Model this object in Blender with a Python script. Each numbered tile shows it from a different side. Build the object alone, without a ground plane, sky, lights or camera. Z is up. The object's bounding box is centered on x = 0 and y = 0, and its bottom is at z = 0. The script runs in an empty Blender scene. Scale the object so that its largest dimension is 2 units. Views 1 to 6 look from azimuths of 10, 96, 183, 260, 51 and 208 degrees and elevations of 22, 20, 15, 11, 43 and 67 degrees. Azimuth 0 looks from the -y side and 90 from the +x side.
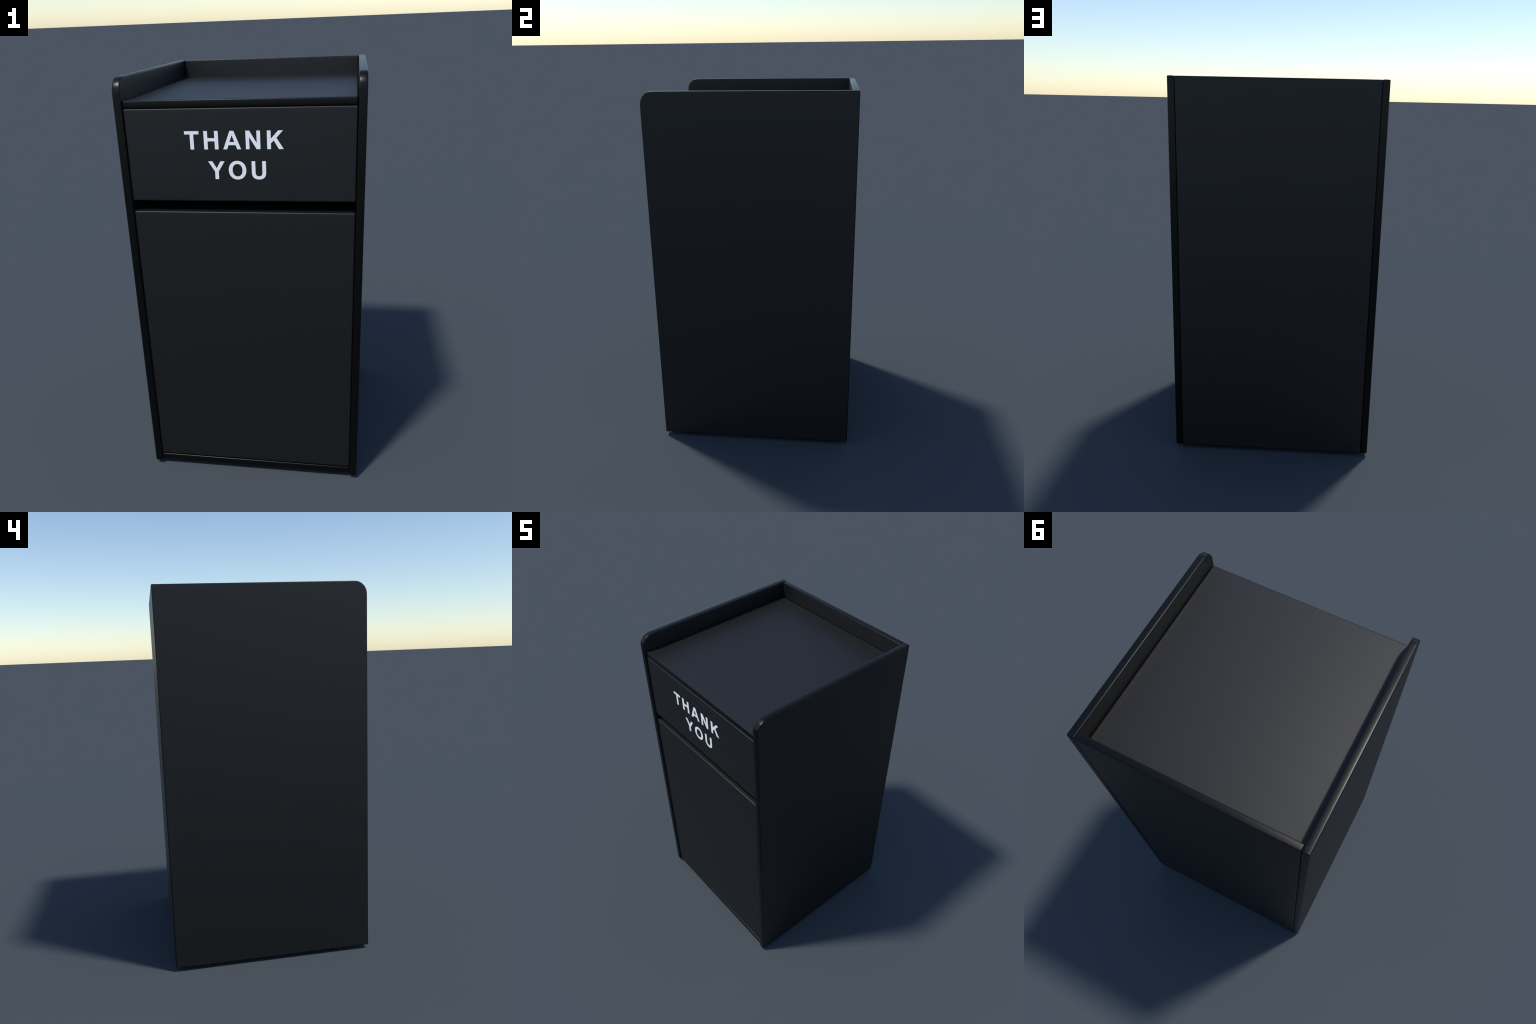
"""Black laminate waste receptacle cabinet: two tall side panels with rounded front
shoulders, a back panel, a recessed tray top, a push flap with "THANK YOU", a door,
a base board and four small glide feet."""
import bpy, bmesh
from math import pi, sin, cos

# ---------------------------------------------------------------- dimensions (m)
HALF_X = 0.5312          # outer half width (outside of the side panels)
HALF_Y = 0.5397          # half depth
TOP = 2.0
SIDE_T = 0.0350          # board thickness of the side panels
SIDE_Z0 = 0.0172         # underside of the side panels (feet below)
SHOULDER = 0.066         # radius of the front top corner of a side panel
INNER_X = 0.4940         # half width of every board between the side panels
FRONT_Y = -0.5306        # plane of the door, flap and tray edge (set back from the sides)
BOARD_T = 0.0330


# ---------------------------------------------------------------- materials
def laminate(name, colour, rough, spec=0.5, grain=0.10):
    """Dark satin laminate: almost uniform colour, faint large-scale mottling and micro grain."""
    m = bpy.data.materials.new(name)
    m.use_nodes = True
    nt = m.node_tree
    bsdf = nt.nodes["Principled BSDF"]
    tc = nt.nodes.new("ShaderNodeTexCoord")
    n1 = nt.nodes.new("ShaderNodeTexNoise")
    n1.inputs["Scale"].default_value = 6.0
    n1.inputs["Detail"].default_value = 4.0
    nt.links.new(tc.outputs["Object"], n1.inputs["Vector"])
    ramp = nt.nodes.new("ShaderNodeValToRGB")
    lo = [c * (1 - grain) for c in colour]
    hi = [c * (1 + grain) for c in colour]
    ramp.color_ramp.elements[0].position = 0.3
    ramp.color_ramp.elements[0].color = (*lo, 1)
    ramp.color_ramp.elements[1].position = 0.7
    ramp.color_ramp.elements[1].color = (*hi, 1)
    nt.links.new(n1.outputs["Fac"], ramp.inputs["Fac"])
    nt.links.new(ramp.outputs["Color"], bsdf.inputs["Base Color"])
    bsdf.inputs["Roughness"].default_value = rough
    bsdf.inputs["Specular IOR Level"].default_value = spec
    return m


BLACK = laminate("black_laminate", (0.0058, 0.0058, 0.0058), 0.49, grain=0.04)
EDGE = laminate("black_edge_banding", (0.0016, 0.0016, 0.0016), 0.34, spec=0.27, grain=0.04)
RUBBER = laminate("black_rubber", (0.012, 0.012, 0.012), 0.6)
WHITE = laminate("white_vinyl", (0.985, 0.985, 0.985), 0.5, grain=0.01)


# ---------------------------------------------------------------- builders
def rounded_rect(u0, u1, v0, v1, radii, inset, steps):
    """Outline of a rectangle with its own radius at each corner, shrunk by inset."""
    corners = [(u0, v0, pi), (u1, v0, 1.5 * pi), (u1, v1, 0.0), (u0, v1, 0.5 * pi)]
    pts = []
    for (u, v, a0), r in zip(corners, radii):
        su, sv = (1 if u == u0 else -1), (1 if v == v0 else -1)
        cu, cv = u + su * r, v + sv * r
        rr = max(r - inset, 1e-5)
        off = r - rr                       # equals inset unless the radius is used up
        extra = inset - off
        for k in range(steps + 1):
            a = a0 + 0.5 * pi * k / steps
            pts.append((cu + su * extra + rr * cos(a), cv + sv * extra + rr * sin(a)))
    return pts


def edge_profile(t, r, sag):
    """Half-rounded board edge from one face to the other: list of (inset, height)."""
    prof = [(r + sag + 0.005, 0.0), (r + sag, 0.0)]
    for k in range(1, 4):
        a = 0.5 * pi * k / 3
        prof.append((sag + r - r * sin(a), r - r * cos(a)))
    n = 6
    for k in range(1, n):
        s = k / n
        prof.append((sag - sag * (1 - (2 * s - 1) ** 2), r + (t - 2 * r) * s))
    lower = prof[:5]
    return prof + [(i, t - h) for i, h in reversed(lower)]


def board(name, u, v, w, plane, parent, radii=None, r=0.0042, sag=0.0005, steps=5,
          edge=None):
    """A flat board. u, v are the in-plane ranges, w the range across the thickness.
    plane says which axes (u, v, w) map to, e.g. 'yzx'."""
    radii = radii or [r + sag + 0.0006] * 4
    rings = [(rounded_rect(u[0], u[1], v[0], v[1], radii, i, steps), h)
             for i, h in edge_profile(w[1] - w[0], r, sag)]
    ax = ["xyz".index(c) for c in plane]
    bm = bmesh.new()
    loops = []
    for pts, h in rings:
        loop = []
        for a, b in pts:
            co = [0, 0, 0]
            co[ax[0]], co[ax[1]], co[ax[2]] = a, b, w[0] + h
            loop.append(bm.verts.new(co))
        loops.append(loop)
    n = len(loops[0])
    for row, (la, lb) in enumerate(zip(loops, loops[1:])):
        for k in range(n):
            f = bm.faces.new((la[k], la[(k + 1) % n], lb[(k + 1) % n], lb[k]))
            f.material_index = 1 if 0 < row < len(loops) - 2 else 0   # edge banding
    bm.faces.new(list(reversed(loops[0])))
    bm.faces.new(loops[-1])
    bmesh.ops.recalc_face_normals(bm, faces=bm.faces)
    for f in bm.faces:
        f.smooth = True
    me = bpy.data.meshes.new(name)
    bm.to_mesh(me)
    bm.free()
    me.materials.append(BLACK)
    me.materials.append(edge or EDGE)
    ob = bpy.data.objects.new(name, me)
    bpy.context.scene.collection.objects.link(ob)
    ob.parent = parent
    return ob


def repeat(ob, location):
    c = ob.copy()
    bpy.context.scene.collection.objects.link(c)
    c.location = location
    return c


# ---------------------------------------------------------------- the cabinet
root = bpy.data.objects.new("waste_receptacle", None)
root["label"] = "tall black cabinet trash bin with tray top and thank you flap"
root["category"] = "trash bin"
bpy.context.scene.collection.objects.link(root)

# side panels: one mesh, placed left and right
side = board("side_panel", (-HALF_Y, HALF_Y), (SIDE_Z0, TOP), (-SIDE_T / 2, SIDE_T / 2), "yzx",
             root, radii=[0.006, 0.006, 0.006, SHOULDER], r=0.0040, sag=0.0007, steps=10)
side.location = (HALF_X - SIDE_T / 2, 0, 0)
repeat(side, (-(HALF_X - SIDE_T / 2), 0, 0))

# back panel rises above the tray as its rear rim
board("back_panel", (-INNER_X - 0.0017, INNER_X + 0.0017), (SIDE_Z0 - 0.0012, TOP - 0.0008),
      (0.5058, HALF_Y - 0.0002), "xzy", root)

# cleat behind the joint of the back panel with the sides, so that no light leaks in
for x0, x1 in ((-0.4961, -0.4760), (0.4760, 0.4961)):
    board("corner_cleat", (x0, x1), (0.0640, 1.8690), (0.4900, 0.5052), "xzy", root)

# tray top, open at the front
board("tray", (-INNER_X, INNER_X), (FRONT_Y, 0.5048), (1.8706, 1.9040), "xyz", root)

# push flap, door and base board
flap = board("flap", (-INNER_X, INNER_X), (1.4663, 1.8693), (FRONT_Y, FRONT_Y + BOARD_T), "xzy", root, edge=BLACK)
board("door", (-INNER_X, INNER_X), (0.0648, 1.4172), (FRONT_Y, FRONT_Y + 0.0355), "xzy", root, edge=BLACK)
board("chute_ledge", (-INNER_X, INNER_X), (FRONT_Y + 0.0365, -0.415), (1.3850, 1.4170), "xyz", root, edge=BLACK)
board("base_board", (-INNER_X, INNER_X), (FRONT_Y, 0.5048), (0.0230, 0.0585), "xyz", root)

# glide feet under the side panels: a flattened dome turned on a vertical axis
prof = [(0.0, 0.0), (0.0050, 0.0), (0.0085, 0.0016), (0.0112, 0.0050), (0.0126, 0.0100),
        (0.0132, 0.0150), (0.0132, 0.0200)]
bm = bmesh.new()
SEG = 28
rings = [[bm.verts.new((rad * cos(2 * pi * k / SEG), rad * sin(2 * pi * k / SEG), z))
          for k in range(SEG)] for rad, z in prof[1:]]
for ra, rb in zip(rings, rings[1:]):
    for k in range(SEG):
        f = bm.faces.new((ra[k], ra[(k + 1) % SEG], rb[(k + 1) % SEG], rb[k]))
        f.smooth = True
bm.faces.new(list(reversed(rings[0])))
bm.faces.new(rings[-1])
me = bpy.data.meshes.new("foot")
bm.to_mesh(me)
bm.free()
me.materials.append(RUBBER)
foot = bpy.data.objects.new("foot", me)
bpy.context.scene.collection.objects.link(foot)
foot.parent = root
FOOT_X, FOOT_Y = 0.5120, 0.3690
foot.location = (FOOT_X, -FOOT_Y, 0)
for x, y in ((FOOT_X, FOOT_Y), (-FOOT_X, -FOOT_Y), (-FOOT_X, FOOT_Y)):
    repeat(foot, (x, y, 0))

# ---------------------------------------------------------------- lettering on the flap
CAP = 0.0786             # cap height
STEM = 0.0168
BAR = 0.0143
SLIM = 0.0004            # every stroke edge pulled in by this much


def glyph_T():
    w = 0.0636
    a, b = (w - STEM) / 2, (w + STEM) / 2
    return [[(0, CAP), (0, CAP - BAR), (a, CAP - BAR), (a, 0), (b, 0), (b, CAP - BAR),
             (w, CAP - BAR), (w, CAP)]]


def glyph_H():
    w, y0 = 0.0632, 0.0342
    y1 = y0 + BAR
    return [[(0, 0), (STEM, 0), (STEM, y0), (w - STEM, y0), (w - STEM, 0), (w, 0), (w, CAP),
             (w - STEM, CAP), (w - STEM, y1), (STEM, y1), (STEM, CAP), (0, CAP)]]


def glyph_A():
    w, foot_w, apex = 0.0782, 0.0178, 0.0172
    c = w / 2
    return [[(0, 0), (foot_w, 0), (0.0238, 0.0176), (w - 0.0238, 0.0176), (w - foot_w, 0), (w, 0),
             (c + apex / 2, CAP), (c - apex / 2, CAP)],
            [(c - 0.0101, 0.0315), (c, 0.0592), (c + 0.0101, 0.0315)]]


def glyph_N():
    w, s = 0.0628, 0.0160
    return [[(0, 0), (s, 0), (s, 0.0504), (w - 0.0168, 0), (w, 0), (w, CAP), (w - s, CAP),
             (w - s, 0.0268), (0.0170, CAP), (0, CAP)]]


def glyph_K():
    return [[(0, 0), (STEM, 0), (STEM, 0.0240), (0.0288, 0.0362), (0.0494, 0), (0.0708, 0),
             (0.0408, 0.0477), (0.0690, CAP), (0.0478, CAP), (STEM, 0.0447), (STEM, CAP), (0, CAP)]]


def glyph_Y():
    w = 0.0733
    c, h = w / 2, STEM / 2
    return [[(c - h, 0), (c + h, 0), (c + h, 0.0334), (w, CAP), (w - 0.0192, CAP), (c, 0.0484),
             (0.0192, CAP), (0, CAP), (c - h, 0.0334)]]


def superellipse(cx, cy, rx, ry, e, n=56):
    pts = []
    for k in range(n):
        a = 2 * pi * k / n
        ca, sa = cos(a), sin(a)
        pts.append((cx + rx * (1 if ca > 0 else -1) * abs(ca) ** (2 / e),
                    cy + ry * (1 if sa > 0 else -1) * abs(sa) ** (2 / e)))
    return pts


def glyph_O():
    w, cy = 0.0772, CAP / 2
    return [superellipse(w / 2, cy, w / 2, 0.0410, 2.1),
            superellipse(w / 2, cy, 0.0211, 0.0267, 2.15)]


def glyph_U():
    w, n = 0.0624, 14
    c = w / 2

    def bowl(rx, ry, cy, e=2.3):
        out = []
        for k in range(n + 1):
            a = pi + pi * k / n
            ca, sa = cos(a), sin(a)
            out.append((c + rx * (1 if ca > 0 else -1) * abs(ca) ** (2 / e),
                        cy - ry * abs(sa) ** (2 / e)))
        return out
    outer = bowl(c, 0.0305, 0.0290)
    inner = bowl(c - STEM, 0.0160, 0.0290)
    return [[(0, CAP)] + outer + [(w, CAP), (w - STEM, CAP)] + inner[::-1] + [(STEM, CAP)]]


def slimmed(pts, d):
    """Closed polygon with every edge moved d towards the filled side (mitred)."""
    n = len(pts)
    out = []
    for k in range(n):
        (ax, ay), (bx, by), (cx, cy) = pts[k - 1], pts[k], pts[(k + 1) % n]
        l1 = max(((bx - ax) ** 2 + (by - ay) ** 2) ** 0.5, 1e-9)
        l2 = max(((cx - bx) ** 2 + (cy - by) ** 2) ** 0.5, 1e-9)
        n1 = (-(by - ay) / l1, (bx - ax) / l1)
        n2 = (-(cy - by) / l2, (cx - bx) / l2)
        m = max(1 + n1[0] * n2[0] + n1[1] * n2[1], 0.25)
        out.append((bx + d * (n1[0] + n2[0]) / m, by + d * (n1[1] + n2[1]) / m))
    return out


def area(pts):
    return sum(pts[k - 1][0] * pts[k][1] - pts[k][0] * pts[k - 1][1] for k in range(len(pts))) / 2


def letter(glyph, x, z):
    glyph = [slimmed(p, (SLIM if area(p) > 0 else -SLIM) * (1 if k == 0 else -1))
             for k, p in enumerate(glyph)]
    cu = bpy.data.curves.new("letter", "CURVE")
    cu.dimensions = "2D"
    cu.fill_mode = "BOTH"
    cu.extrude = 0.0006
    for pts in glyph:
        sp = cu.splines.new("POLY")
        sp.points.add(len(pts) - 1)
        for p, (a, b) in zip(sp.points, pts):
            p.co = (a, b, 0, 1)
        sp.use_cyclic_u = True
    tmp = bpy.data.objects.new("tmp", cu)
    bpy.context.scene.collection.objects.link(tmp)
    me = bpy.data.meshes.new_from_object(tmp.evaluated_get(bpy.context.evaluated_depsgraph_get()))
    bpy.data.objects.remove(tmp)
    me.name = "letter"
    me.materials.clear()
    me.materials.append(WHITE)
    ob = bpy.data.objects.new("letter", me)
    bpy.context.scene.collection.objects.link(ob)
    ob.parent = flap
    ob.rotation_euler = (pi / 2, 0, 0)
    ob.location = (x, FRONT_Y - 0.0002, z)


LINE1, LINE2 = 1.6956, 1.5664
for g, x in ((glyph_T(), -0.2332), (glyph_H(), -0.1493), (glyph_A(), -0.0668),
             (glyph_N(), 0.0312), (glyph_K(), 0.1218)):
    letter(g, x, LINE1)
for g, x in ((glyph_Y(), -0.1366), (glyph_O(), -0.0478), (glyph_U(), 0.0524)):
    letter(g, x, LINE2)
